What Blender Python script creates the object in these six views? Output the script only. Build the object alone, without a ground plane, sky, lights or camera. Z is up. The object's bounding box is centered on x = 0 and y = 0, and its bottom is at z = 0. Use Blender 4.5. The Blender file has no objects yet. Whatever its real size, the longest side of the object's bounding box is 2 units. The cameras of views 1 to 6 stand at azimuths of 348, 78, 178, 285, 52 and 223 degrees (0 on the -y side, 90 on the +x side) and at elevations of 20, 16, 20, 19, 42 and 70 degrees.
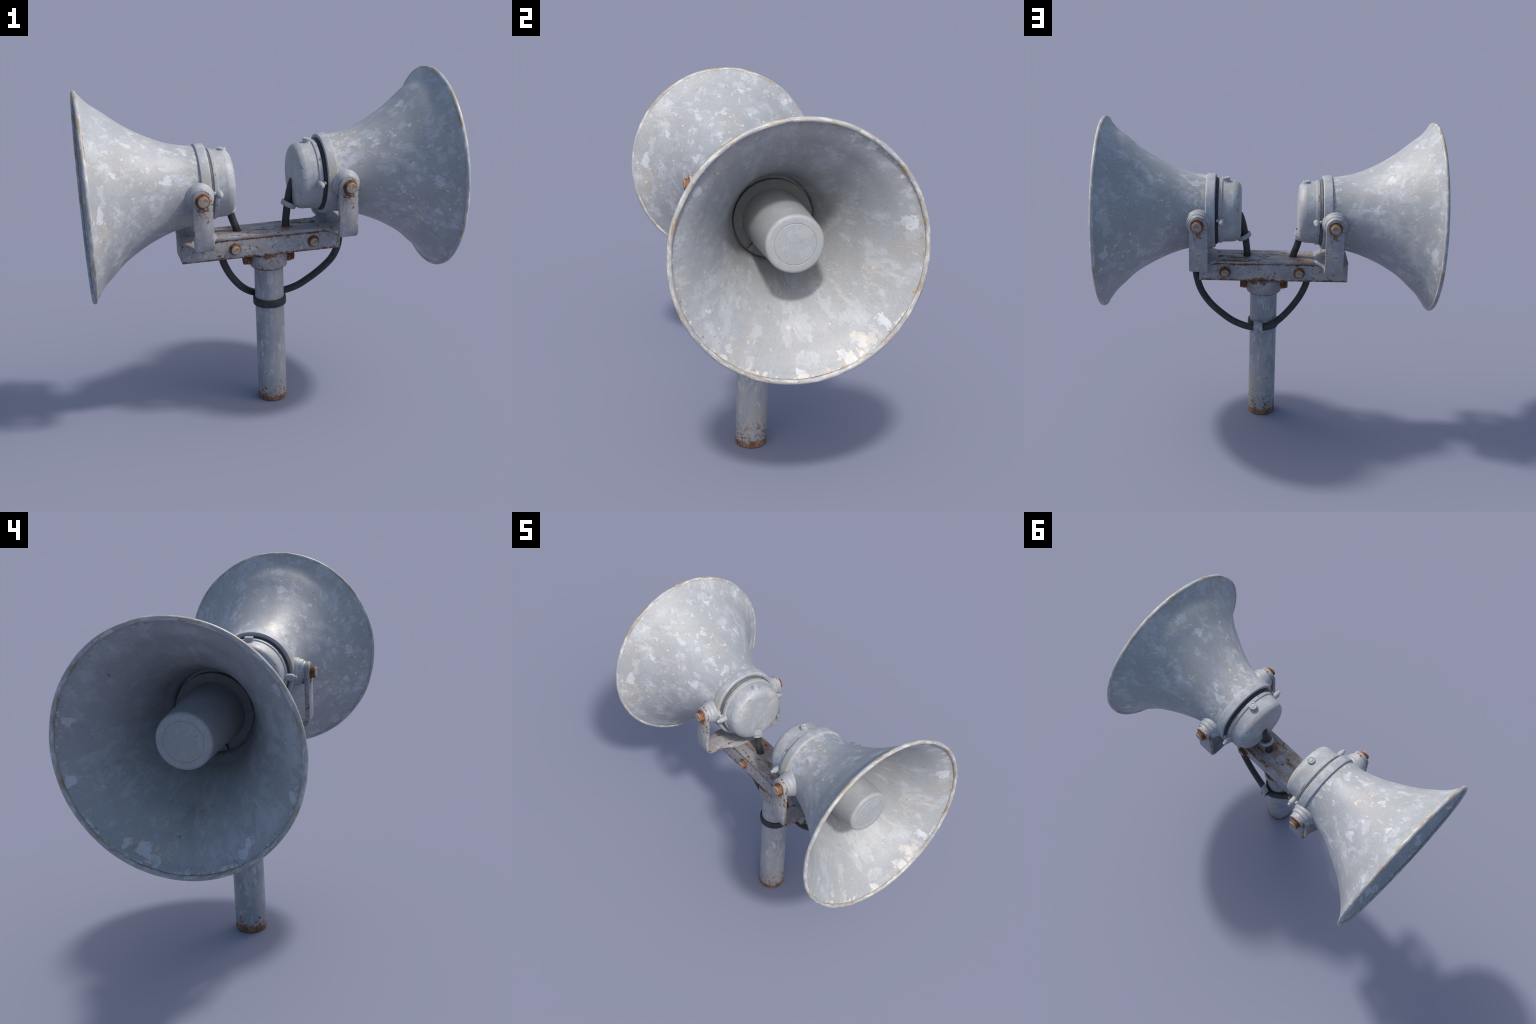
# A pair of weathered grey horn loudspeakers, back to back on a rusty crossbeam and a short pole.
import bpy, bmesh, math, random
from mathutils import Vector, Matrix, noise

random.seed(7)
AXIS_Z = 1.353            # height of the horn axis
POLE = (0.022, 0.002)     # pole centre

# ------------------------------------------------------------------ mesh helpers
def finish(name, bm, mat, parent=None, loc=(0, 0, 0), angle=35, smooth=True):
    bmesh.ops.remove_doubles(bm, verts=bm.verts, dist=1e-6)
    bmesh.ops.recalc_face_normals(bm, faces=bm.faces)
    me = bpy.data.meshes.new(name)
    for f in bm.faces:
        f.smooth = smooth
    bm.normal_update()
    lim = math.radians(angle)
    for e in bm.edges:
        e.smooth = not (len(e.link_faces) == 2 and e.calc_face_angle(0) > lim)
    bmesh.ops.translate(bm, verts=bm.verts, vec=-Vector(loc))
    bm.to_mesh(me)
    bm.free()
    me.materials.append(mat)
    ob = bpy.data.objects.new(name, me)
    bpy.context.scene.collection.objects.link(ob)
    put(ob, parent, loc)
    return ob

def put(ob, parent, loc):
    """place at a world position and hang under its parent (all parents are unrotated)"""
    ob.parent = parent
    base = Vector((0, 0, 0))
    p = parent
    while p is not None:
        base += p.location
        p = p.parent
    ob.location = Vector(loc) - base

def repeat(ob, parent, loc, flip=None):
    c = ob.copy()
    bpy.context.scene.collection.objects.link(c)
    put(c, parent, loc)
    if flip is not None:
        c.rotation_euler = flip
    return c

def bridge(bm, ra, rb, closed=True):
    n = len(ra)
    for i in range(n if closed else n - 1):
        j = (i + 1) % n
        bm.faces.new((ra[i], ra[j], rb[j], rb[i]))

def basis_for(axis):
    a = Vector(axis).normalized()
    h = Vector((0, 0, 1)) if abs(a.z) < 0.9 else Vector((1, 0, 0))
    u = h.cross(a).normalized()
    return a, u, a.cross(u)

def fillet(pts, radii, steps=5):
    """round the corners of an open polyline; radii per point (0 = sharp)"""
    out = []
    for i, p in enumerate(pts):
        r = radii[i]
        if r <= 0 or i in (0, len(pts) - 1):
            out.append(Vector(p)); continue
        p = Vector(p); a = Vector(pts[i - 1]) - p; b = Vector(pts[i + 1]) - p
        la, lb = a.length, b.length
        a.normalize(); b.normalize()
        half = math.acos(max(-1, min(1, a.dot(b)))) / 2
        d = min(r / math.tan(half), la * 0.49, lb * 0.49)
        p0, p1 = p + a * d, p + b * d
        for k in range(steps + 1):
            t = k / steps
            out.append(p0 * (1 - t) ** 2 + p * 2 * t * (1 - t) + p1 * t * t)
    return out

def lathe(bm, centre, axis, prof, n=32, squash=1.0, closed=False, arc=None):
    """turn (along, radius) pairs about an axis; radius 0 closes the end with a fan"""
    a, u, v = basis_for(axis)
    c = Vector(centre)
    rings = []
    for al, r in prof:
        if r < 1e-6:
            rings.append([bm.verts.new(c + a * al)])
        elif arc:
            rings.append([bm.verts.new(c + a * al + (u * math.cos(t) * squash + v * math.sin(t)) * r)
                          for t in [arc[0] + (arc[1] - arc[0]) * k / n for k in range(n + 1)]])
        else:
            rings.append([bm.verts.new(c + a * al + (u * math.cos(2 * math.pi * k / n) * squash
                          + v * math.sin(2 * math.pi * k / n)) * r) for k in range(n)])
    prs = list(zip(rings, rings[1:]))
    if closed:
        prs.append((rings[-1], rings[0]))
    for ra, rb in prs:
        if len(ra) == 1 and len(rb) == 1:
            continue
        if len(ra) == 1 or len(rb) == 1:
            s, o = (ra, rb) if len(ra) == 1 else (rb, ra)
            for k in range(len(o)):
                bm.faces.new((s[0], o[k], o[(k + 1) % len(o)]))
        else:
            bridge(bm, ra, rb, closed=not arc)
    if arc and closed:
        bm.faces.new([r[0] for r in rings])
        bm.faces.new([r[-1] for r in rings])

def disc_prof(l0, l1, r, rnd=0.004, rnd0=0.0, steps=4):
    pts = [(l0, 0), (l0, r), (l1, r), (l1, 0)]
    return [(p.x, p.y) for p in fillet([Vector((x, y, 0)) for x, y in pts], [0, rnd0, rnd, 0], steps)]

def hexagon(bm, centre, axis, l0, l1, r, chamfer=0.004):
    a, u, v = basis_for(axis); c = Vector(centre)
    def ring(l, rr):
        return [bm.verts.new(c + a * l + (u * math.cos(k * math.pi / 3 + .2) + v * math.sin(k * math.pi / 3 + .2)) * rr) for k in range(6)]
    rs = [ring(l0, r), ring(l1 - chamfer, r), ring(l1, r - chamfer * 1.4)]
    bridge(bm, rs[0], rs[1]); bridge(bm, rs[1], rs[2])
    bm.faces.new(rs[0]); bm.faces.new(rs[2])

def box(bm, x0, x1, y0, y1, z0, z1, bevel=0.006, seg=3):
    r = bmesh.ops.create_cube(bm, size=1.0)
    vs = r['verts']
    for v in vs:
        v.co = Vector(((x0 + x1) / 2 + v.co.x * (x1 - x0), (y0 + y1) / 2 + v.co.y * (y1 - y0), (z0 + z1) / 2 + v.co.z * (z1 - z0)))
    if bevel:
        es = list({e for v in vs for e in v.link_edges})
        bmesh.ops.bevel(bm, geom=es, offset=bevel, segments=seg, affect='EDGES', profile=0.5)

def smooth_path(pts, per=10):
    P = [Vector(p) for p in pts]
    P = [P[0] * 2 - P[1]] + P + [P[-1] * 2 - P[-2]]
    out = []
    for i in range(1, len(P) - 2):
        p0, p1, p2, p3 = P[i - 1:i + 3]
        for k in range(per):
            t = k / per
            out.append(0.5 * (2 * p1 + (p2 - p0) * t + (2 * p0 - 5 * p1 + 4 * p2 - p3) * t * t + (3 * p1 - p0 - 3 * p2 + p3) * t ** 3))
    out.append(P[-2])
    return out

def tube(bm, path, r, n=16):
    u = None; rings = []
    for i, p in enumerate(path):
        t = (path[min(i + 1, len(path) - 1)] - path[max(i - 1, 0)]).normalized()
        if u is None:
            u = t.orthogonal().normalized()
        u = (u - t * u.dot(t)).normalized()
        v = t.cross(u)
        rings.append([bm.verts.new(p + (u * math.cos(2 * math.pi * k / n) + v * math.sin(2 * math.pi * k / n)) * r) for k in range(n)])
    for a, b in zip(rings, rings[1:]):
        bridge(bm, a, b)
    bm.faces.new(rings[0]); bm.faces.new(rings[-1])

# ------------------------------------------------------------------ node helpers
class Nodes:
    def __init__(self, name):
        self.mat = bpy.data.materials.new(name)
        self.mat.use_nodes = True
        self.t = self.mat.node_tree
        self.bsdf = self.t.nodes['Principled BSDF']
        self.coord = self.t.nodes.new('ShaderNodeTexCoord').outputs['Object']
    def new(self, kind, **kw):
        n = self.t.nodes.new(kind)
        for k, v in kw.items():
            setattr(n, k, v)
        return n
    def link(self, src, dst):
        if isinstance(src, (int, float)):
            dst.default_value = src
        elif isinstance(src, (tuple, list)):
            dst.default_value = tuple(src) + ((1,) if len(src) == 3 and dst.type == 'RGBA' else ())
        else:
            self.t.links.new(src, dst)
    def math(self, op, a, b=None, c=None, clamp=False):
        n = self.new('ShaderNodeMath', operation=op, use_clamp=clamp)
        for i, x in enumerate((a, b, c)):
            if x is not None:
                self.link(x, n.inputs[i])
        return n.outputs[0]
    def mapping(self, loc=(0, 0, 0), scale=(1, 1, 1), src=None):
        n = self.new('ShaderNodeMapping')
        n.inputs['Location'].default_value = loc
        n.inputs['Scale'].default_value = scale
        self.link(src or self.coord, n.inputs['Vector'])
        return n.outputs[0]
    def noise(self, vec, scale, detail=6, rough=0.6, dist=0.0):
        n = self.new('ShaderNodeTexNoise')
        self.link(vec, n.inputs['Vector'])
        n.inputs['Scale'].default_value = scale
        n.inputs['Detail'].default_value = detail
        n.inputs['Roughness'].default_value = rough
        n.inputs['Distortion'].default_value = dist
        return n.outputs['Fac']
    def step(self, x, lo, hi, out0=0.0, out1=1.0):
        n = self.new('ShaderNodeMapRange')
        n.interpolation_type = 'SMOOTHSTEP'
        self.link(x, n.inputs['Value'])
        for k, v in (('From Min', lo), ('From Max', hi), ('To Min', out0), ('To Max', out1)):
            n.inputs[k].default_value = v
        return n.outputs['Result']
    def mix(self, fac, a, b):
        n = self.new('ShaderNodeMix', data_type='RGBA')
        self.link(fac, n.inputs['Factor'])
        self.link(a, n.inputs['A']) if not isinstance(a, (tuple, list)) else setattr(n.inputs[6], 'default_value', tuple(a) + (1,))
        self.link(b, n.inputs['B']) if not isinstance(b, (tuple, list)) else setattr(n.inputs[7], 'default_value', tuple(b) + (1,))
        if not isinstance(a, (tuple, list)):
            self.t.links.new(a, n.inputs[6])
        if not isinstance(b, (tuple, list)):
            self.t.links.new(b, n.inputs[7])
        return n.outputs[2]
    def polar(self, round_, out, along):
        """object coordinates unrolled round the horn: arc, radius, distance along, each with its own stretch"""
        y, z, x = self.axis(1), self.axis(2), self.math('ABSOLUTE', self.axis(0))
        ang = self.math('ARCTAN2', y, z)
        rad = self.math('SQRT', self.math('ADD', self.math('MULTIPLY', y, y), self.math('MULTIPLY', z, z)))
        n = self.new('ShaderNodeCombineXYZ')
        for k, (v, f) in enumerate(((ang, round_), (rad, out), (x, along))):
            self.link(self.math('MULTIPLY', v, f), n.inputs[k])
        return n.outputs[0]
    def axis(self, i, src=None):
        n = self.new('ShaderNodeSeparateXYZ')
        self.link(src or self.coord, n.inputs[0])
        return n.outputs[i]
    def near(self, centre, radius, src=None):
        """1 at the centre falling to 0 at the radius"""
        n = self.new('ShaderNodeVectorMath', operation='DISTANCE')
        self.link(src or self.coord, n.inputs[0])
        n.inputs[1].default_value = centre
        return self.step(n.outputs['Value'], 0.0, radius, 1.0, 0.0)
    def total(self, xs):
        r = xs[0]
        for x in xs[1:]:
            r = self.math('MAXIMUM', r, x)
        return r
    def bump(self, height, strength, distance):
        n = self.new('ShaderNodeBump')
        n.inputs['Strength'].default_value = strength
        n.inputs['Distance'].default_value = distance
        self.link(height, n.inputs['Height'])
        self.link(n.outputs[0], self.bsdf.inputs['Normal'])
    def done(self, colour, rough, metal=0.0, spec=0.5):
        self.link(colour, self.bsdf.inputs['Base Color'])
        self.link(rough, self.bsdf.inputs['Roughness'])
        self.link(metal, self.bsdf.inputs['Metallic'])
        self.bsdf.inputs['Specular IOR Level'].default_value = spec
        return self.mat

GREY = (0.322, 0.345, 0.374)
GREY_DARK = (0.236, 0.260, 0.292)
GREY_LIGHT = (0.385, 0.412, 0.448)
PALE = (0.482, 0.515, 0.562)
CREAM = (0.570, 0.560, 0.532)
BEIGE = (0.350, 0.315, 0.260)
TAN = (0.275, 0.210, 0.145)
BROWN = (0.115, 0.080, 0.052)
RUST = (0.185, 0.084, 0.042)
RUST_DARK = (0.070, 0.036, 0.022)

def paint(name, seed, stretch=(1, 1, 1), patches=(), bare=(), rim_x=None, neck_x=None, rust_spots=0.0, patch_bias=0.0,
          dirt=0.5, edge=None, mottle=1.0, flake=1.0, specks=1.0, polar=None, tone=1.0, boost=0.165, stain=None):
    """old grey paint: thin flaking layers with ragged edges, peeled pale patches, cream chips, grime and
    fine brown specks; extra patches are named by where they sit; polar = flakes that run round or along the horn"""
    N = Nodes(name)
    off = (seed * 3.17, seed * 1.73, seed * 2.39)
    src = N.polar(*polar) if polar else None
    V = N.mapping(off, stretch, src)
    V2 = N.mapping((off[1] + 5, off[2], off[0]), stretch, src)
    V3 = N.mapping((off[2], off[0] + 9, off[1]), stretch, src)
    big = N.noise(V, 4.5, 7, 0.66)
    mid = N.noise(V2, 14, 10, 0.64, 0.1)
    mid2 = N.noise(V3, 15, 10, 0.64, 0.1)
    fine = N.noise(V, 85, 6, 0.70)
    small = N.noise(V2, 21, 10, 0.62)
    cloud = N.noise(V3, 5.5, 9, 0.72)
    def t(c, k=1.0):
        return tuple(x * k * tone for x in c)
    col = N.mix(N.math('MULTIPLY', N.step(big, 0.34, 0.66), 0.8 * mottle), t(GREY, 0.86), t(GREY, 1.06))
    # thin flaking layers, lighter and darker, each with a crisp border
    lay = N.math('ADD', mid2, N.math('MULTIPLY', N.math('SUBTRACT', big, 0.5), 0.55))
    col = N.mix(N.math('MULTIPLY', N.step(lay, 0.540, 0.555), 0.68 * mottle), col, t(GREY_LIGHT, 1.05))
    lay2 = N.math('ADD', mid, N.math('MULTIPLY', N.math('SUBTRACT', cloud, 0.5), 0.5))
    col = N.mix(N.math('MULTIPLY', N.step(lay2, 0.440, 0.428), 0.50 * mottle), col, t(GREY_DARK, 1.08))
    col = N.mix(N.step(fine, 0.35, 0.75, 0.0, 0.35), col, t((0.40, 0.415, 0.435)))
    # warm grime clouds
    col = N.mix(N.math('MULTIPLY', N.step(N.math('ADD', cloud, N.math('MULTIPLY', N.math('SUBTRACT', fine, 0.5), 0.25)), 0.50, 0.70), dirt), col, t(BEIGE))
    if stain:          # a brown stain where water has stood
        w = N.math('MULTIPLY', N.near(*stain), N.step(N.math('ADD', N.math('MULTIPLY', mid2, 0.6), N.math('MULTIPLY', fine, 0.4)), 0.42, 0.62))
        col = N.mix(N.math('MULTIPLY', w, 0.7), col, t((0.20, 0.17, 0.135)))
    # clusters of small bright flakes
    clus = N.math('ADD', small, N.math('MULTIPLY', N.math('SUBTRACT', big, 0.5), 0.60))
    col = N.mix(N.math('MULTIPLY', N.step(clus, 0.607, 0.625), 0.52 * flake), col, t(PALE))
    # larger peeled patches
    field = N.math('ADD', mid, N.math('MULTIPLY', N.math('SUBTRACT', small, 0.5), 0.22))
    if patches:
        near = N.total([N.near(c, r * 1.35) for c, r in patches])
        field = N.math('ADD', field, N.math('MULTIPLY', near, boost))
    lim = 0.650 - patch_bias
    peel = N.step(field, lim, lim + 0.012)
    halo = N.math('MULTIPLY', N.step(field, lim - 0.022, lim - 0.004), N.math('SUBTRACT', 1.0, peel))
    col = N.mix(N.math('MULTIPLY', halo, 0.45), col, t(BEIGE, 0.9))
    col = N.mix(N.math('MULTIPLY', peel, N.math('MULTIPLY', N.step(big, 0.3, 0.6, 0.75, 1.0), N.step(mid2, 0.40, 0.50, 0.45, 0.9))), col, t(PALE, 1.04))
    # cream chips with a tan border
    cn = N.noise(N.mapping((off[0], off[2], off[1]), stretch, src), 34, 10, 0.66)
    chip = N.math('ADD', cn, N.math('MULTIPLY', N.math('SUBTRACT', cloud, 0.5), 0.55))
    if bare:
        chip = N.math('ADD', chip, N.math('MULTIPLY', N.total([N.near(c, r * 1.4) for c, r in bare]), 0.28))
    col = N.mix(N.math('MULTIPLY', N.step(chip, 0.640, 0.662), 0.5 * flake), col, t(TAN, 1.15))
    col = N.mix(N.math('MULTIPLY', N.step(chip, 0.662, 0.675), 0.9 * flake), col, t(CREAM))
    # hairline cracks and specks
    crack = N.step(N.math('ABSOLUTE', N.math('SUBTRACT', N.noise(V2, 9, 10, 0.64), 0.52)), 0.0, 0.007, 1.0, 0.0)
    gate = N.step(N.noise(V3, 9, 4), 0.50, 0.62)
    col = N.mix(N.math('MULTIPLY', N.math('MULTIPLY', crack, gate), 0.60 * flake), col, t(TAN, 0.9))
    sp = N.math('ADD', N.noise(V3, 60, 7, 0.75), N.math('MULTIPLY', N.math('SUBTRACT', mid, 0.5), 0.35))
    col = N.mix(N.math('MULTIPLY', N.step(sp, 0.655, 0.70), 0.62 * specks), col, BROWN)
    smudge = N.step(N.noise(N.mapping((off[2], off[1], off[0]), stretch, src), 17, 9, 0.7), 0.60, 0.72)
    col = N.mix(N.math('MULTIPLY', smudge, 0.40 * specks), col, t((0.21, 0.20, 0.185)))
    rf = N.noise(N.mapping((off[1], off[0], off[2])), 26, 8, 0.70)
    if edge:       # (distance along the axis, reach): a worn shoulder where rust breaks through
        rf = N.math('ADD', rf, N.step(N.math('ABSOLUTE', N.math('SUBTRACT', N.math('ABSOLUTE', N.axis(0)), edge[0])), 0.0, edge[1], 0.16, 0.0))
    rust = N.step(rf, 0.745 - rust_spots, 0.765 - rust_spots)
    col = N.mix(N.math('MULTIPLY', rust, 0.85), col, RUST)
    if neck_x is not None:      # grime gathered against the clamp band
        n1 = N.math('ADD', N.step(N.math('ABSOLUTE', N.axis(0)), neck_x, neck_x + 0.12, 1.0, 0.0),
                    N.math('MULTIPLY', N.math('SUBTRACT', cn, 0.5), 3.4))
        col = N.mix(N.math('MULTIPLY', N.step(n1, 1.00, 1.10), 0.6), col, CREAM)
        col = N.mix(N.math('MULTIPLY', N.step(n1, 1.18, 1.40), 0.7), col, BEIGE)
    if rim_x is not None:       # worn, chipped edge of the mouth
        ax = N.math('ABSOLUTE', N.axis(0))
        zone = N.step(ax, rim_x - 0.040, rim_x, 0.0, 1.0)
        n2 = N.math('ADD', zone, N.math('MULTIPLY', N.math('SUBTRACT', cn, 0.5), 3.6))
        col = N.mix(N.math('MULTIPLY', N.step(n2, 1.10, 1.16), 0.70), col, CREAM)
        n3 = N.math('ADD', zone, N.math('MULTIPLY', N.math('SUBTRACT', small, 0.5), 3.4))
        col = N.mix(N.math('MULTIPLY', N.step(n3, 1.02, 1.16), 0.65), col, BEIGE)
        col = N.mix(N.math('MULTIPLY', N.step(n3, 1.30, 1.40), 0.8), col, TAN)
        col = N.mix(N.math('MULTIPLY', N.step(N.noise(V, 48, 8, 0.74), 0.59, 0.65), N.math('MULTIPLY', zone, 0.75)), col, BROWN)
    h = N.math('ADD', N.math('MULTIPLY', peel, -0.5), N.math('ADD', N.math('MULTIPLY', fine, 0.6), N.math('MULTIPLY', mid2, 1.2)))
    N.bump(h, 0.45, 0.003)
    rough = N.math('ADD', N.math('MULTIPLY', fine, 0.20), N.step(mid2, 0.3, 0.7, 0.34, 0.46))
    return N.done(col, rough, 0.0, 0.5)

def rusty_paint(name, seed, amount=0.0, coarse=0.45, wash=0.0, edges=(), low_z=None, streak=(1, 1, 1), top_z=None, drips=(), pale=0.0, fine_scale=55, gain=0.13, bright=1.0):
    """blue-grey paint broken by pits of rust; edges = (axis, position, width) bands where rust gathers,
    drips = points that rust runs down from"""
    N = Nodes(name)
    off = (seed * 2.13, seed * 1.11, seed * 3.7)
    V = N.mapping(off, streak)
    V2 = N.mapping((off[2], off[0], off[1]), streak)
    a = N.noise(V, 8, 8, 0.66)
    b = N.noise(V2, 24, 9, 0.66)
    c = N.noise(N.mapping(off, (1, 1, 1)), fine_scale, 7, 0.70)
    d = N.noise(N.mapping((off[1], off[2], off[0]), (1, 1, 0.45)), 30, 8, 0.66)
    col = N.mix(N.step(a, 0.36, 0.64), (0.235, 0.255, 0.290), (0.325, 0.345, 0.385))
    col = N.mix(N.math('MULTIPLY', N.step(b, 0.56 - pale, 0.585 - pale), 0.55), col, (0.40, 0.425, 0.465))
    col = N.mix(N.math('MULTIPLY', N.step(d, 0.615 - pale, 0.63 - pale), 0.75), col, (0.47, 0.49, 0.52))
    col = N.mix(N.math('MULTIPLY', N.step(N.math('ADD', a, N.math('MULTIPLY', c, 0.4)), 0.70, 0.90), 0.65), col, BEIGE)
    gather = None
    for ax, pos, w in edges:
        dd = N.math('ABSOLUTE', N.math('SUBTRACT', N.axis(ax), pos))
        g = N.step(dd, 0.0, w, gain, 0.0)
        gather = g if gather is None else N.math('MAXIMUM', gather, g)
    for p, r in drips:
        flat = N.mapping((0, 0, 0), (1, 1, 0.45))
        g = N.math('MULTIPLY', N.near((p[0], p[1], p[2] * 0.45), r, flat), 0.15)
        gather = g if gather is None else N.math('MAXIMUM', gather, g)
    f = N.math('ADD', N.math('MULTIPLY', b, coarse), N.math('MULTIPLY', c, 1 - coarse))
    f = N.math('ADD', f, N.math('MULTIPLY', N.math('SUBTRACT', a, 0.5), 0.13))
    if gather is not None:
        f = N.math('ADD', f, gather)
    if top_z is not None:
        f = N.math('ADD', f, N.step(N.axis(2), top_z - 0.004, top_z, 0.0, 0.055))
    if low_z is not None:
        f = N.math('ADD', f, N.step(N.axis(2), low_z, low_z + 0.26, 0.115, 0.0))
        f = N.math('ADD', f, N.step(N.axis(2), low_z + 0.004, low_z + 0.050, 0.15, 0.0))
    if wash:           # broad soft brown bloom
        wf = N.noise(N.mapping((off[2] + 3, off[0], off[1]), streak), 15, 9, 0.70)
        col = N.mix(N.math('MULTIPLY', N.step(wf, 0.44, 0.60), wash), col, (0.185, 0.125, 0.082))
    stain = N.step(f, 0.545 - amount, 0.66 - amount)
    col = N.mix(N.math('MULTIPLY', stain, 0.60), col, (0.270, 0.185, 0.115))
    pit = N.step(f, 0.612 - amount, 0.640 - amount)
    deep = N.mix(N.step(N.noise(V, 40, 6, 0.7), 0.40, 0.60), tuple(x * bright for x in RUST_DARK), tuple(x * bright for x in RUST))
    col = N.mix(N.math('MULTIPLY', pit, 0.9), col, deep)
    N.bump(N.math('ADD', N.math('MULTIPLY', pit, -0.8), N.math('MULTIPLY', c, 0.6)), 0.45, 0.003)
    return N.done(col, N.math('ADD', N.math('MULTIPLY', pit, 0.3), 0.5), 0.0, 0.4)

def rust_metal(name):
    N = Nodes(name)
    a = N.noise(N.coord, 40, 7, 0.7)
    b = N.noise(N.coord, 120, 5, 0.7)
    col = N.mix(N.step(a, 0.38, 0.62), (0.095, 0.044, 0.025), (0.250, 0.115, 0.060))
    col = N.mix(N.math('MULTIPLY', N.step(b, 0.58, 0.7), 0.5), col, RUST_DARK)
    N.bump(b, 0.4, 0.002)
    return N.done(col, 0.8, 0.0, 0.3)

def bolt_end(name):
    """worn bolt face: greyed metal with brown bloom"""
    N = Nodes(name)
    a = N.noise(N.coord, 55, 7, 0.7)
    col = N.mix(N.step(a, 0.42, 0.62), (0.33, 0.285, 0.245), (0.20, 0.135, 0.095))
    N.bump(a, 0.3, 0.002)
    return N.done(col, 0.6, 0.0, 0.4)

def rubber(name, base):
    N = Nodes(name)
    a = N.noise(N.coord, 30, 5, 0.6)
    b = tuple(x * 1.7 for x in base)
    N.bump(N.noise(N.coord, 90, 3), 0.15, 0.002)
    return N.done(N.mix(N.step(a, 0.35, 0.7), base, b), 0.55, 0.0, 0.4)

# ------------------------------------------------------------------ materials
def local(pts, r):
    return [((x, y, z - AXIS_Z), rr if rr else r) for x, y, z, rr in [(p + (None,))[:4] if len(p) == 3 else p for p in pts]]

outer_right = local([(0.66, -0.19, 1.585), (0.60, -0.195, 1.54, .07), (0.553, -0.195, 1.51, .05), (0.48, -0.127, 1.544),
    (0.776, -0.064, 1.725), (0.917, -0.462, 1.379, .07), (0.95, -0.50, 1.337), (0.71, -0.314, 1.303), (0.858, -0.391, 1.216),
    (0.486, 0.06, 1.578, .07), (0.665, -0.194, 1.578), (0.64, 0.17, 1.594, .07), (0.934, 0.46, 1.216, .07), (0.957, 0.469, 1.134, .06),
    (0.43, 0.10, 1.552, .06), (0.44, 0.182, 1.474, .06), (0.59, 0.259, 1.324)], 0.055)
outer_left = local([(-0.45, -0.095, 1.558, .075), (-0.715, -0.047, 1.688, .07), (-0.825, -0.089, 1.757), (-0.666, -0.247, 1.522, .06),
    (-0.56, -0.229, 1.457), (-0.94, -0.487, 1.352, .06), (-0.897, 0.115, 1.809), (-0.938, 0.474, 1.249, .075), (-0.958, 0.481, 1.159, .06),
    (-0.926, 0.324, 1.71, .06), (-0.636, 0.26, 1.466, .07), (-0.709, 0.2, 1.612), (-0.547, 0.142, 1.56), (-0.858, -0.387, 1.202)], 0.05)
inner_right = local([(0.947, 0.309, 0.936, .08), (0.957, 0.235, 0.867, .07), (0.966, -0.204, 0.838, .06), (0.906, -0.376, 1.08, .05),
    (0.948, 0.485, 1.469, .06), (0.961, 0.223, 1.832, .05), (0.963, 0.286, 1.799, .05), (0.95, -0.434, 1.609, .04), (0.958, 0.403, 1.012, .07),
    (0.973, 0.031, 0.784, .05), (0.941, -0.282, 0.926, .05)], 0.05)
bare_right = local([(0.947, 0.30, 0.94, .075), (0.96, 0.225, 0.86, .055), (0.97, -0.20, 0.83, .045), (0.812, 0.003, 0.952, .025),
    (0.972, 0.03, 0.784, .04), (0.97, 0.15, 0.80, .04)], 0.05)
inner_left = local([(-0.944, 0.19, 0.872, .08), (-0.954, 0.142, 0.834, .07), (-0.941, 0.247, 0.904, .06), (-0.97, -0.017, 0.789, .05),
    (-0.968, -0.285, 0.878, .06), (-0.932, -0.279, 0.941, .045), (-0.891, 0.33, 1.664, .03), (-0.944, 0.484, 1.447, .045),
    (-0.967, -0.505, 1.181, .06), (-0.964, 0.502, 1.186, .06), (-0.95, -0.436, 1.606, .05)], 0.05)

LONG = (0.72, 1, 1)       # flakes run along the horn
M_OUT = {1: paint('horn_paint_right', 1, LONG, outer_right, neck_x=0.385, rim_x=0.992, patch_bias=0.005, dirt=0.40),
         -1: paint('horn_paint_left', 4, LONG, outer_left, neck_x=0.385, rim_x=0.992, patch_bias=0.010, dirt=0.42)}
MOUTH_POLAR = (0.50, 0.70, 0.70)
M_IN = {1: paint('mouth_paint_right', 2, (1, 1, 1), inner_right, bare_right, patch_bias=-0.025, rim_x=0.985, dirt=0.38, mottle=0.70, flake=0.55, specks=1.5, boost=0.23, polar=MOUTH_POLAR),
        -1: paint('mouth_paint_left', 5, (1, 1, 1), inner_left, patch_bias=-0.025, rim_x=0.985, dirt=0.42, mottle=0.70, flake=0.45, specks=1.5, boost=0.24, polar=MOUTH_POLAR, stain=((-0.80, 0.02, -0.36), 0.26))}
M_RIM = paint('rim_paint', 8, (1, 1, 1), patch_bias=0.03, rim_x=0.980, dirt=0.6, polar=(0.25, 1.6, 1.6))
M_CAN = paint('driver_paint', 3, (1, 1, 1), patch_bias=-0.05, rust_spots=0.022, dirt=0.55, edge=(0.052, 0.013), mottle=0.75, flake=0.35, tone=1.03, specks=1.3)
M_BAND = paint('band_paint', 6, (1, 1, 1), patch_bias=-0.05, dirt=0.85, mottle=0.8, flake=0.5, specks=1.3)
M_THROAT = paint('throat_paint', 6, (1, 1, 1), patch_bias=-0.10, dirt=1.0, mottle=0.7, flake=0.3, tone=0.45)  # tone lowered: the throat's ambient shadow is baked into the flange paint
M_NOSE = paint('nose_paint', 7, (1, 1, 1), patch_bias=-0.08, dirt=0.70, mottle=0.35, flake=0.1, specks=1.4)
M_BOSS = paint('boss_paint', 9, (1, 1, 1), patch_bias=0.0, dirt=1.0, rust_spots=0.045, specks=1.3)
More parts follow.
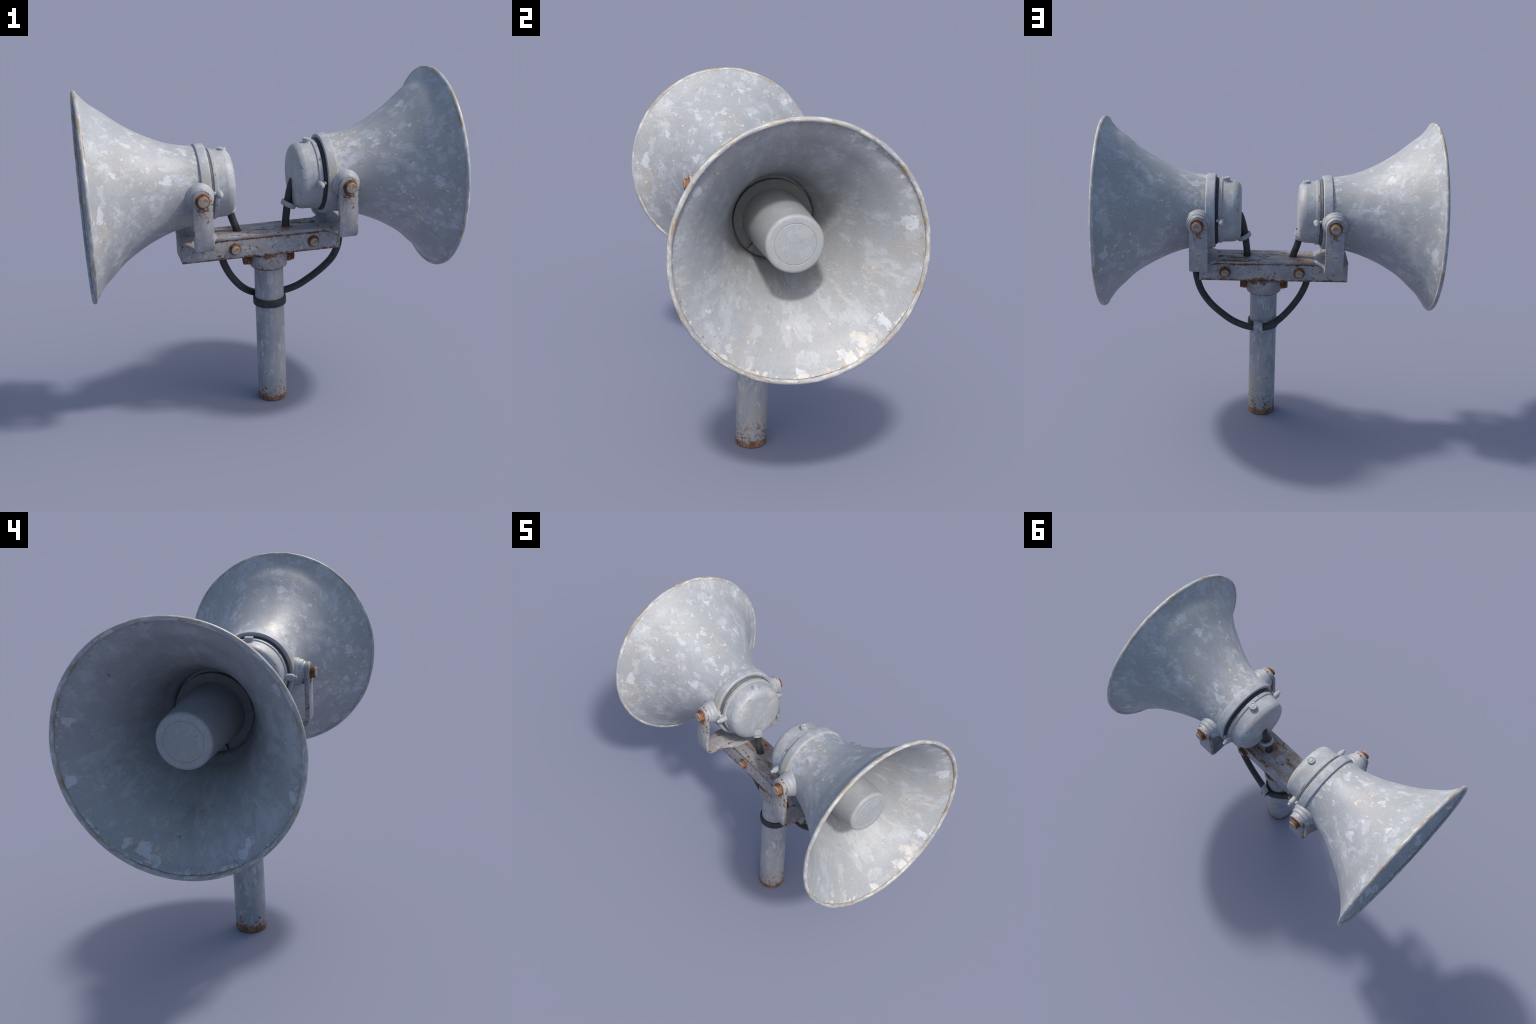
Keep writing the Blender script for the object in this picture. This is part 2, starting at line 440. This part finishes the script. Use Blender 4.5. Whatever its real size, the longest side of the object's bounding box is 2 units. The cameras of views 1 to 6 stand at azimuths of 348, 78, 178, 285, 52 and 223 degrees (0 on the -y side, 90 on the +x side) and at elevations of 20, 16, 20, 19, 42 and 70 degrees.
M_YOKE = rusty_paint('yoke_paint', 2, 0.004, 0.45, 0.30, edges=((0, -0.054, 0.016), (0, 0.054, 0.016)), streak=(1, 1, 0.5), drips=(((0, -0.28, 0.24), 0.075), ((0, 0.28, 0.24), 0.075)), pale=0.01, gain=0.075)
M_BEAM = rusty_paint('beam_rusty_paint', 1, 0.040, 0.40, 0.25, edges=((2, 0.040, 0.014), (2, -0.066, 0.016)), streak=(0.8, 1, 1))
M_PLATE = rusty_paint('plate_rusty_paint', 5, 0.020, 0.70, 0.75, edges=((2, 0.04, 0.012),), streak=(0.45, 1.1, 1), top_z=0.058)
M_POST = rusty_paint('post_paint', 3, -0.018, low_z=0.0, streak=(1, 1, 0.4), pale=0.025, bright=1.45)
M_COLLAR = rusty_paint('collar_paint', 4, 0.040, 0.45, 0.45, edges=((2, -0.050, 0.014), (2, 0.05, 0.045)))
M_RUST = rust_metal('rusted_iron')
M_FACE = bolt_end('bolt_face')
M_RUBBER = rubber('black_rubber', (0.022, 0.024, 0.028))
M_GASKET = rubber('rubber_lightened_for_sun', (0.075, 0.078, 0.082))  # black gasket colour raised to grey to show sun on the left side
M_CABLE = rubber('black_cable', (0.026, 0.028, 0.031))
M_DARK = rubber('dark_throat', (0.02, 0.02, 0.02))
M_CLIP = rusty_paint('clip_paint', 6, -0.02)

# ------------------------------------------------------------------ the root
root = bpy.data.objects.new('pair_of_horn_loudspeakers', None)
bpy.context.scene.collection.objects.link(root)
root.location = (POLE[0], POLE[1], 0)
root['label'] = 'two weathered grey horn loudspeakers on a rusty pole'
root['category'] = 'horn loudspeaker'

# ------------------------------------------------------------------ horn
# distance behind the mouth, half width, half height, height of centre
HORN = [(0.004, 0.5520, 0.5660, 1.3375), (0.014, 0.5380, 0.5550, 1.3405), (0.030, 0.5110, 0.5390, 1.3395), (0.055, 0.4780, 0.5065, 1.3430),
        (0.085, 0.4480, 0.4765, 1.3470), (0.12, 0.4180, 0.4475, 1.3512), (0.16, 0.3855, 0.4120, 1.3555), (0.20, 0.3580, 0.3795, 1.3565),
        (0.25, 0.3290, 0.3460, 1.3560), (0.30, 0.3035, 0.3160, 1.3555), (0.35, 0.2790, 0.2900, 1.3545), (0.40, 0.2575, 0.2670, 1.3535), (0.45, 0.2395, 0.2480, 1.353),
        (0.50, 0.2250, 0.2340, 1.3530), (0.55, 0.2150, 0.2240, 1.3530), (0.60, 0.2090, 0.2175, 1.3530), (0.65, 0.2040, 0.2120, 1.353)]

def spline_rows(rows, per):
    out = []
    n = len(rows)
    for i in range(n - 1):
        for k in range(per):
            t = k / per
            x = rows[i][0] * (1 - t) + rows[i + 1][0] * t
            vals = [x]
            for c in range(1, len(rows[0])):
                def tan(j):
                    a, b = max(j - 1, 0), min(j + 1, n - 1)
                    return (rows[b][c] - rows[a][c]) / (rows[b][0] - rows[a][0])
                h = rows[i + 1][0] - rows[i][0]
                t2, t3 = t * t, t ** 3
                vals.append((2 * t3 - 3 * t2 + 1) * rows[i][c] + (t3 - 2 * t2 + t) * h * tan(i)
                            + (-2 * t3 + 3 * t2) * rows[i + 1][c] + (t3 - t2) * h * tan(i + 1))
            out.append(tuple(vals))
    out.append(rows[-1])
    return out

ROWS = spline_rows(HORN, 4)
MOUTH = 0.986
SEG = 128

def dent(x, a, seed):
    """hand-beaten unevenness of the sheet, about a millimetre"""
    p = Vector((x * 5, math.cos(a) * 2.2, math.sin(a) * 2.2 + seed))
    return noise.noise(p) * 0.0022 + noise.noise(p * 3.1) * 0.0008

def horn_rings(bm, side, rows, inner):
    rings = []
    for s, ry, rz, zc in rows:
        shrink = lining(s) if inner else 0.0
        x = MOUTH - s
        rings.append([bm.verts.new((side * x,
                      (ry - shrink + dent(x * side, 2 * math.pi * k / SEG, 3.0)) * math.cos(2 * math.pi * k / SEG),
                      zc + (rz - shrink + dent(x * side, 2 * math.pi * k / SEG, 3.0)) * math.sin(2 * math.pi * k / SEG))) for k in range(SEG)])
    return rings

def lining(s):
    """how far the inner skin lies inside the outer one: thin sheet, then a thick throat"""
    def ease(a, b):
        t = min(max((s - a) / (b - a), 0), 1)
        return t * t * (3 - 2 * t)
    return 0.0145 - 0.0075 * ease(0.05, 0.28) + 0.011 * ease(0.48, 0.57)

def horn_flank(x, z):
    """half width of the outer skin at a distance x from the centre and a height z"""
    s = MOUTH - abs(x)
    for a, b in zip(ROWS, ROWS[1:]):
        if a[0] <= s <= b[0]:
            t = (s - a[0]) / (b[0] - a[0])
            ry, rz, zc = (a[k] * (1 - t) + b[k] * t for k in (1, 2, 3))
            return ry * math.sqrt(max(0.0, 1 - ((z - zc) / rz) ** 2))
    return 0.19

def build_horn(side):
    o = (0, 0, AXIS_Z)
    # flared sheet: outer skin
    bm = bmesh.new()
    R = horn_rings(bm, side, ROWS, False)
    for a, b in zip(R, R[1:]):
        bridge(bm, a, b)
    horn = finish('horn', bm, M_OUT[side], root, o, angle=60)
    # inner skin of the mouth, closed at the throat
    bm = bmesh.new()
    R = horn_rings(bm, side, [r for r in ROWS if r[0] <= 0.61], True)
    for a, b in zip(R, R[1:]):
        bridge(bm, a, b)
    bm.faces.new(R[-1])
    inner = finish('mouth', bm, M_IN[side], horn, o, angle=60)
    me = inner.data
    me.flip_normals()
    # rolled bead round the mouth
    bm = bmesh.new()
    rings = []
    for k in range(160):
        t = 2 * math.pi * k / 160
        wob = noise.noise(Vector((math.cos(t) * 3, math.sin(t) * 3, side))) * 0.0018
        ring = []
        for j in range(14):
            u = 2 * math.pi * j / 14
            dr = 0.0118 * math.cos(u) + wob
            ring.append(bm.verts.new((side * (MOUTH + 0.0125 * math.sin(u)), (0.5475 + dr) * math.cos(t), 1.3365 + (0.5625 + dr) * math.sin(t))))
        rings.append(ring)
    for a, b in zip(rings, rings[1:] + rings[:1]):
        bridge(bm, a, b)
    finish('rim', bm, M_RIM, horn, o, angle=80)
    # hollow nose inside the mouth
    ax = (side, 0, 0)
    c = (0, 0, AXIS_Z - 0.002)
    bm = bmesh.new()
    pts = [Vector((0.39, 0.147, 0))]
    prof = [(p.x, p.y) for p in fillet(pts + [Vector((0.868, 0.1295, 0)), Vector((0.8690, 0.094, 0)), Vector((0.8670, 0.0925, 0)), Vector((0.8670, 0.091, 0)), Vector((0.8692, 0.089, 0)), Vector((0.871, 0, 0))],
            [0, 0.026, 0.001, 0.001, 0.001, 0.001, 0], 8)]
    lathe(bm, c, ax, prof, 64)
    finish('nose_cone', bm, M_NOSE, horn, (side * 0.6, 0, AXIS_Z), angle=40)
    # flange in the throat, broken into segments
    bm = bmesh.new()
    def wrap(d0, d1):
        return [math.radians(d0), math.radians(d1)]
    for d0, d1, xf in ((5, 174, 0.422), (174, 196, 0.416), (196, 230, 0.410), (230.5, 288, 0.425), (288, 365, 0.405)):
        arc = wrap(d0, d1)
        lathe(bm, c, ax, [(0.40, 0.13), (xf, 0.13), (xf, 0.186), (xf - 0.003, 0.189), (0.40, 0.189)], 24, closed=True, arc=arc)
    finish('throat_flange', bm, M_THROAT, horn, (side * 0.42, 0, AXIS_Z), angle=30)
    # trunnion bosses on both flanks
    px = PIVOT[side]
    for sy in (-1, 1):
        bm = bmesh.new()
        lathe(bm, (px, 0, 1.343), (0, sy, 0), [(p.x, p.y) for p in fillet([Vector(q + (0,)) for q in
              [(0.196, 0.078), (0.226, 0.0765), (0.234, 0.069), (0.254, 0.066), (0.258, 0.058), (0.270, 0.056), (0.270, 0)]],
              [0, 0.012, 0.006, 0.010, 0.004, 0.003, 0], 5)], 40)
        for v in bm.verts:         # the root of the boss follows the flank of the horn
            if abs(v.co.y) < 0.2:
                v.co.y = sy * (horn_flank(v.co.x, v.co.z) - 0.004)
            else:                  # lumpy casting
                v.co += Vector((1, 0.4, 1)) * noise.noise(v.co * 38.0) * 0.0022
        finish('trunnion_boss', bm, M_BOSS, horn, (px, sy * 0.24, 1.343), angle=50)
    return horn

PIVOT = {1: 0.420, -1: -0.388}

# ------------------------------------------------------------------ driver behind the horn
def build_driver(side):
    ax = (side, 0, 0)
    c = (0, 0, AXIS_Z)
    sq = 0.975
    bm = bmesh.new()
    b = 0.166 if side > 0 else 0.176
    prof = fillet([Vector(p + (0,)) for p in [(b, 0.0), (b + 0.001, 0.134), (b + 0.005, 0.158), (b + 0.020, 0.1785), (b + 0.044, 0.1865), (0.279, 0.1895), (0.281, 0.1955), (0.302, 0.197), (0.304, 0.190), (0.36, 0.190)]],
                  [0, 0.012, 0.04, 0.04, 0.04, 0.001, 0.003, 0.004, 0.002, 0], 6)
    lathe(bm, c, ax, [(p.x, p.y) for p in prof], 96, sq)
    can = finish('driver_can', bm, M_CAN, root, (side * 0.24, 0, AXIS_Z), angle=40)
    # gasket; the left one has sunlight tinted into its rubber
    bm = bmesh.new()
    lathe(bm, c, ax, [(p.x, p.y) for p in fillet([Vector(p + (0,)) for p in [(0.300, 0.180), (0.3045, 0.1945), (0.313, 0.204), (0.325, 0.2045), (0.33, 0.18)]], [0, .003, .003, .003, 0], 4)], 96, sq)
    finish('gasket', bm, M_RUBBER if side > 0 else M_GASKET, can, (side * 0.31, 0, AXIS_Z), angle=40)
    # broad clamp band
    bm = bmesh.new()
    r = 0.2275
    lathe(bm, c, ax, [(p.x, p.y) for p in fillet([Vector(p + (0,)) for p in [(0.345, 0.195), (0.3225, 0.200), (0.3205, 0.219), (0.325, r - 0.003), (0.374, r), (0.379, 0.216), (0.384, 0.20)]],
              [0, .003, .003, .004, .004, .003, 0], 4)], 112, sq)
    finish('clamp_band', bm, M_BAND, can, (side * 0.35, 0, AXIS_Z), angle=40)
    # filler cap on top
    bm = bmesh.new()
    cx = 0.263 if side > 0 else -0.223
    rad = 0.0245 if side > 0 else 0.0225
    top = 1.5655 if side > 0 else 1.552
    lathe(bm, (cx, 0, 0), (0, 0, 1), [(p.x, p.y) for p in fillet([Vector(q + (0,)) for q in
          [(1.52, rad * 1.15), (1.541, rad * 1.1), (1.544, rad), (top - 0.001, rad), (top, rad * 0.72), (top - 0.003, rad * 0.62), (top - 0.003, 0.012), (top, 0.009), (top, 0)]],
          [0, .002, .002, .004, .002, .001, .001, .002, 0], 3)], 32)
    finish('cap_screw', bm, M_CAN, can, (cx, 0, 1.545), angle=40)
    # clamp pegs on both flanks
    for sy in (-1, 1):
        bm = bmesh.new()
        px = side * 0.280
        lathe(bm, (px, 0, 1.357), (0, sy, -0.05), [(p.x, p.y) for p in fillet([Vector(q + (0,)) for q in
              [(0.180, 0.0190), (0.229, 0.0180), (0.232, 0.013), (0.236, 0.0105), (0.247, 0.0100), (0.249, 0)]], [0, .003, .002, .002, .003, 0], 3)], 20)
        lathe(bm, (side * 0.305, 0, 1.353), (0, sy, 0), disc_prof(0.19, 0.214, 0.0085, 0.003), 14)
        finish('clamp_peg', bm, M_BOSS, can, (px, sy * 0.22, 1.355), angle=40)
    # cable gland at the lower back edge
    bm = bmesh.new()
    if side > 0:
        # open ring that the cable drops through
        t = Matrix.Rotation(math.radians(27), 3, 'Y')
        rings = []
        for k in range(40):
            a = 2 * math.pi * k / 40
            ring = []
            for u0, v0 in ((0.024, -0.011), (0.036, -0.015), (0.042, -0.010), (0.043, 0.010), (0.039, 0.015), (0.026, 0.013)):
                ring.append(bm.verts.new(t @ Vector((math.cos(a) * u0 * 1.08, math.sin(a) * u0, v0)) + Vector((0.149, 0, 1.192))))
            rings.append(ring)
        for a, b in zip(rings, rings[1:] + rings[:1]):
            bridge(bm, a, b)
        finish('cable_gland', bm, M_CAN, can, (0.149, 0, 1.19), angle=50)
    else:
        lathe(bm, (-0.192, 0, 1.195), (0.33, 0, -1), [(p.x, p.y) for p in fillet([Vector(q + (0,)) for q in
              [(-0.04, 0.038), (-0.004, 0.038), (0.000, 0.034), (0.017, 0.0335), (0.019, 0.022), (0.005, 0.0)]], [0, .003, .003, .005, .002, 0], 4)], 32)
        finish('cable_gland', bm, M_CAN, can, (-0.19, 0, 1.18), angle=50)
    return can

# ------------------------------------------------------------------ yoke: bent strap with two arms
def build_yoke(side):
    px = {1: 0.413, -1: -0.388}[side]
    pz = 1.343
    half = 0.0545
    th = 0.0195
    top = pz + 0.058
    y_mid = 0.280
    zb = 1.0583
    outer = 0.048 if side < 0 else 0.002     # how far the foot reaches towards the end of the beam
    path = []          # (y, z) centre line of the strap, from one arm over the base to the other
    zs = [top - 0.058 * (1 - math.cos(t * math.pi / 2 / 9)) if t else top for t in range(0, 10)]
    for z in zs:
        path.append((-y_mid, z))
    r = 0.034
    path.append((-y_mid, zb + r + 0.06))
    for k in range(0, 8):
        a = math.pi / 2 * k / 7
        path.append((-y_mid + r - r * math.cos(a), zb + r - r * math.sin(a)))
    for k in range(1, 13):
        path.append((-0.246 + 0.0125 * k, zb))
    path = path + [(-y, z) for y, z in reversed(path)]

    def reach(y, inwards):
        """half width of the foot: it widens in a fillet where it runs on to the beam"""
        if inwards:
            t = min(max((0.195 - abs(y)) / 0.095, 0), 1)
            return half + 0.060 * (1 - math.sqrt(1 - t * t * 0.98))
        t = min(max((0.235 - abs(y)) / 0.135, 0), 1)
        return half + outer * t * t * (3 - 2 * t)
    bm = bmesh.new()
    rings = []
    n = len(path)
    for i, (y, z) in enumerate(path):
        y0, z0 = path[max(i - 1, 0)]; y1, z1 = path[min(i + 1, n - 1)]
        tl = math.hypot(y1 - y0, z1 - z0)
        ty, tz = (y1 - y0) / tl, (z1 - z0) / tl
        ny, nz = tz, -ty                       # normal in the y-z plane
        w = half
        if z > pz:
            w = max(half * math.sqrt(max(0.0, 1 - ((z - pz) / 0.058) ** 2)), 0.004)
        h = th / 2 + (0.003 if z > zb + 0.03 else 0.0)     # arms a little heavier than the foot
        b = min(0.005, w * 0.5)
        wi = reach(y, True) if z < pz - 0.1 else w
        wo = reach(y, False) if z < pz - 0.1 else w
        lo, hi = (wi, wo) if side > 0 else (wo, wi)
        sec = [(-w, -h + b), (-w + b * .3, -h + b * .3), (-w + b, -h), (w - b, -h), (w - b * .3, -h + b * .3), (w, -h + b),
               (w, h - b), (w - b * .3, h - b * .3), (w - b, h), (-w + b, h), (-w + b * .3, h - b * .3), (-w, h - b)]
        rings.append([bm.verts.new((px + (sx + w - lo if sx < 0 else sx - w + hi), y + ny * sn, z + nz * sn)) for sx, sn in sec])
    for a, b in zip(rings, rings[1:]):
        bridge(bm, a, b)
    bm.faces.new(rings[0]); bm.faces.new(rings[-1])
    yoke = finish('yoke', bm, M_YOKE, root, (px, 0, 1.08), angle=40)
    cx = PIVOT[side]
    for sy in (-1, 1):
        bm = bmesh.new()
        lathe(bm, (cx, 0, pz), (0, sy, 0), disc_prof(0.28, 0.2955, 0.0400, 0.003), 32)
        lathe(bm, (cx, 0, pz), (0, sy, 0), disc_prof(0.29, 0.3185, 0.0320, 0.004), 28)
        bolt = finish('pivot_bolt', bm, M_RUST, yoke, (cx, sy * 0.29, pz), angle=30)
        bm = bmesh.new()
        lathe(bm, (cx, 0, pz), (0, sy, 0), disc_prof(0.30, 0.323, 0.0285, 0.003), 24)
        finish('bolt_tip', bm, M_FACE, yoke, (cx, sy * 0.305, pz), angle=40)
    return yoke

# ------------------------------------------------------------------ crossbeam
def build_beam():
    o = (-0.035, 0, 1.005)
    bm = bmesh.new()
    box(bm, -0.490, 0.420, -0.105, 0.100, 0.9350, 1.047, 0.006, 3)
    beam = finish('crossbeam', bm, M_BEAM, root, o, angle=40)
    bm = bmesh.new()
    box(bm, -0.491, 0.419, -0.1080, 0.1025, 1.0455, 1.066, 0.0065, 4)
    finish('top_plate', bm, M_PLATE, beam, o, angle=40)
    for x in (-0.191, 0.262):
        for sy in (-1, 1):
            bm = bmesh.new()
            lathe(bm, (x, 0, 0.992), (0, sy, 0), disc_prof(0.095, 0.106, 0.036, 0.003), 28)
            lathe(bm, (x, 0, 0.992), (0, sy, 0), disc_prof(0.10, 0.127, 0.0265, 0.004), 28)
            finish('beam_bolt', bm, M_RUST, beam, (x, sy * 0.11, 0.992), angle=30)
            bm = bmesh.new()
            lathe(bm, (x, 0, 0.992), (0, sy, 0), disc_prof(0.115, 0.131, 0.0235, 0.003), 24)
            finish('bolt_tip', bm, M_FACE, beam, (x, sy * 0.12, 0.992), angle=40)
    bm = bmesh.new()
    lathe(bm, (0.027, -0.004, 0), (0, 0, 1), [(p.x, p.y) for p in fillet([Vector(q + (0,)) for q in
          [(1.06, 0.031), (1.0715, 0.031), (1.073, 0.022), (1.0725, 0.0195), (1.080, 0.018), (1.081, 0)]], [0, .003, .001, .001, .004, 0], 3)], 32)
    finish('top_bolt', bm, M_CLIP, beam, (0.027, -0.004, 1.07), angle=40)
    # dark grommets where the cables enter the plate
    for x in (0.129, -0.153):
        bm = bmesh.new()
        lathe(bm, (x, 0, 0), (0, 0, 1), disc_prof(1.06, 1.0675, 0.0255, 0.001), 28)
        finish('cable_grommet', bm, M_RUBBER, beam, (x, 0, 1.064), angle=40)
    return beam

# ------------------------------------------------------------------ pole, collar, strap
def build_pole():
    x, y = POLE
    bm = bmesh.new()
    lathe(bm, (x, y, 0), (0, 0, 1), [(p.x, p.y) for p in fillet([Vector(q + (0,)) for q in
          [(0.0, 0.0), (0.0, 0.0835), (0.25, 0.0838), (0.5, 0.0836), (0.75, 0.0836), (0.945, 0.0836)]], [0, 0.004, 0, 0, 0, 0], 3)], 64)
    pole = finish('pole', bm, M_POST, root, (x, y, 0), angle=50)
    bm = bmesh.new()
    lathe(bm, (x, y, 0), (0, 0, 1), [(p.x, p.y) for p in fillet([Vector(q + (0,)) for q in
          [(0.842, 0.080), (0.836, 0.094), (0.846, 0.107), (0.94, 0.108), (0.94, 0.08)]], [0, 0.004, 0.008, 0.002, 0], 4)], 64)
    collar = finish('collar', bm, M_COLLAR, pole, (x, y, 0.89), angle=50)
    for sx in (-1, 1):
        bm = bmesh.new()
        c = (x, y, 0.893)
        hexagon(bm, c, (sx, 0, 0), 0.09, 0.132, 0.040, 0.004)
        lathe(bm, c, (sx, 0, 0), disc_prof(0.131, 0.148, 0.036, 0.006), 28)
        finish('collar_bolt', bm, M_RUST, pole, (x + sx * 0.12, y, 0.903), angle=30)
    bm = bmesh.new()
    lathe(bm, (x, y, 0), (0, 0, 1), [(p.x, p.y) for p in fillet([Vector(q + (0,)) for q in
          [(0.604, 0.080), (0.604, 0.0955), (0.627, 0.097), (0.649, 0.0955), (0.649, 0.080)]], [0, 0.006, 0.01, 0.006, 0], 4)], 64)
    finish('rubber_strap', bm, M_RUBBER, pole, (x, y, 0.627), angle=50)
    # metal clip that holds the cable against the strap
    bm = bmesh.new()
    cx = 0.054
    path = [(0.100, 0.662), (0.122, 0.660), (0.134, 0.648), (0.136, 0.628), (0.128, 0.606), (0.100, 0.602)]
    path = [Vector((0, a, b)) for a, b in path]
    path = fillet(path, [0, .008, .01, .012, .008, 0], 3)
    rings = []
    for i, p in enumerate(path):
        t = (path[min(i + 1, len(path) - 1)] - path[max(i - 1, 0)]).normalized()
        nrm = Vector((0, -t.z, t.y)) * -1
        rings.append([bm.verts.new(Vector((cx + dx, p.y, p.z)) + nrm * dn - Vector((0, (dx) * 0.35, 0))) for dx, dn in ((-0.0275, -0.004), (0.0275, -0.004), (0.0275, 0.003), (-0.0275, 0.003))])
    for a, b in zip(rings, rings[1:]):
        bridge(bm, a, b)
    bm.faces.new(rings[0]); bm.faces.new(rings[-1])
    hexagon(bm, (cx + 0.002, 0.118, 0.616), (0.3, 1, -0.15), 0.0, 0.030, 0.014, 0.003)
    finish('cable_clip', bm, M_CLIP, pole, (cx, 0.12, 0.63), angle=35)
    return pole

def build_cables():
    bm = bmesh.new()
    loop = [(0.462, 0, 1.052), (0.449, 0.0, 0.98), (0.434, 0.004, 0.90), (0.405, 0.022, 0.83), (0.349, 0.048, 0.762), (0.277, 0.066, 0.703), (0.205, 0.080, 0.658),
            (0.124, 0.095, 0.632), (0.057, 0.107, 0.628), (-0.003, 0.102, 0.634), (-0.067, 0.066, 0.658), (-0.135, 0.028, 0.712),
            (-0.193, 0.010, 0.785), (-0.228, 0.003, 0.85), (-0.246, 0.001, 0.905), (-0.250, 0, 0.955)]
    tube(bm, smooth_path(loop, 8), 0.0212, 20)
    finish('cable_loop', bm, M_CABLE, root, (0.057, 0.10, 0.63), angle=80)
    bm = bmesh.new()
    tube(bm, smooth_path([(0.178, 0, 1.335), (0.165, 0, 1.30), (0.153, 0, 1.255), (0.143, 0, 1.20), (0.136, 0, 1.15), (0.130, 0, 1.10), (0.129, 0, 1.05)], 8), 0.0212, 20)
    finish('driver_lead', bm, M_CABLE, root, (0.14, 0, 1.18), angle=80)
    bm = bmesh.new()
    tube(bm, smooth_path([(-0.192, 0, 1.19), (-0.183, 0, 1.155), (-0.172, 0, 1.12), (-0.160, 0, 1.085), (-0.153, 0, 1.05)], 8), 0.0212, 20)
    finish('driver_lead', bm, M_CABLE, root, (-0.17, 0, 1.12), angle=80)

for side in (1, -1):
    build_horn(side)
    build_driver(side)
    build_yoke(side)
build_beam()
build_pole()
build_cables()
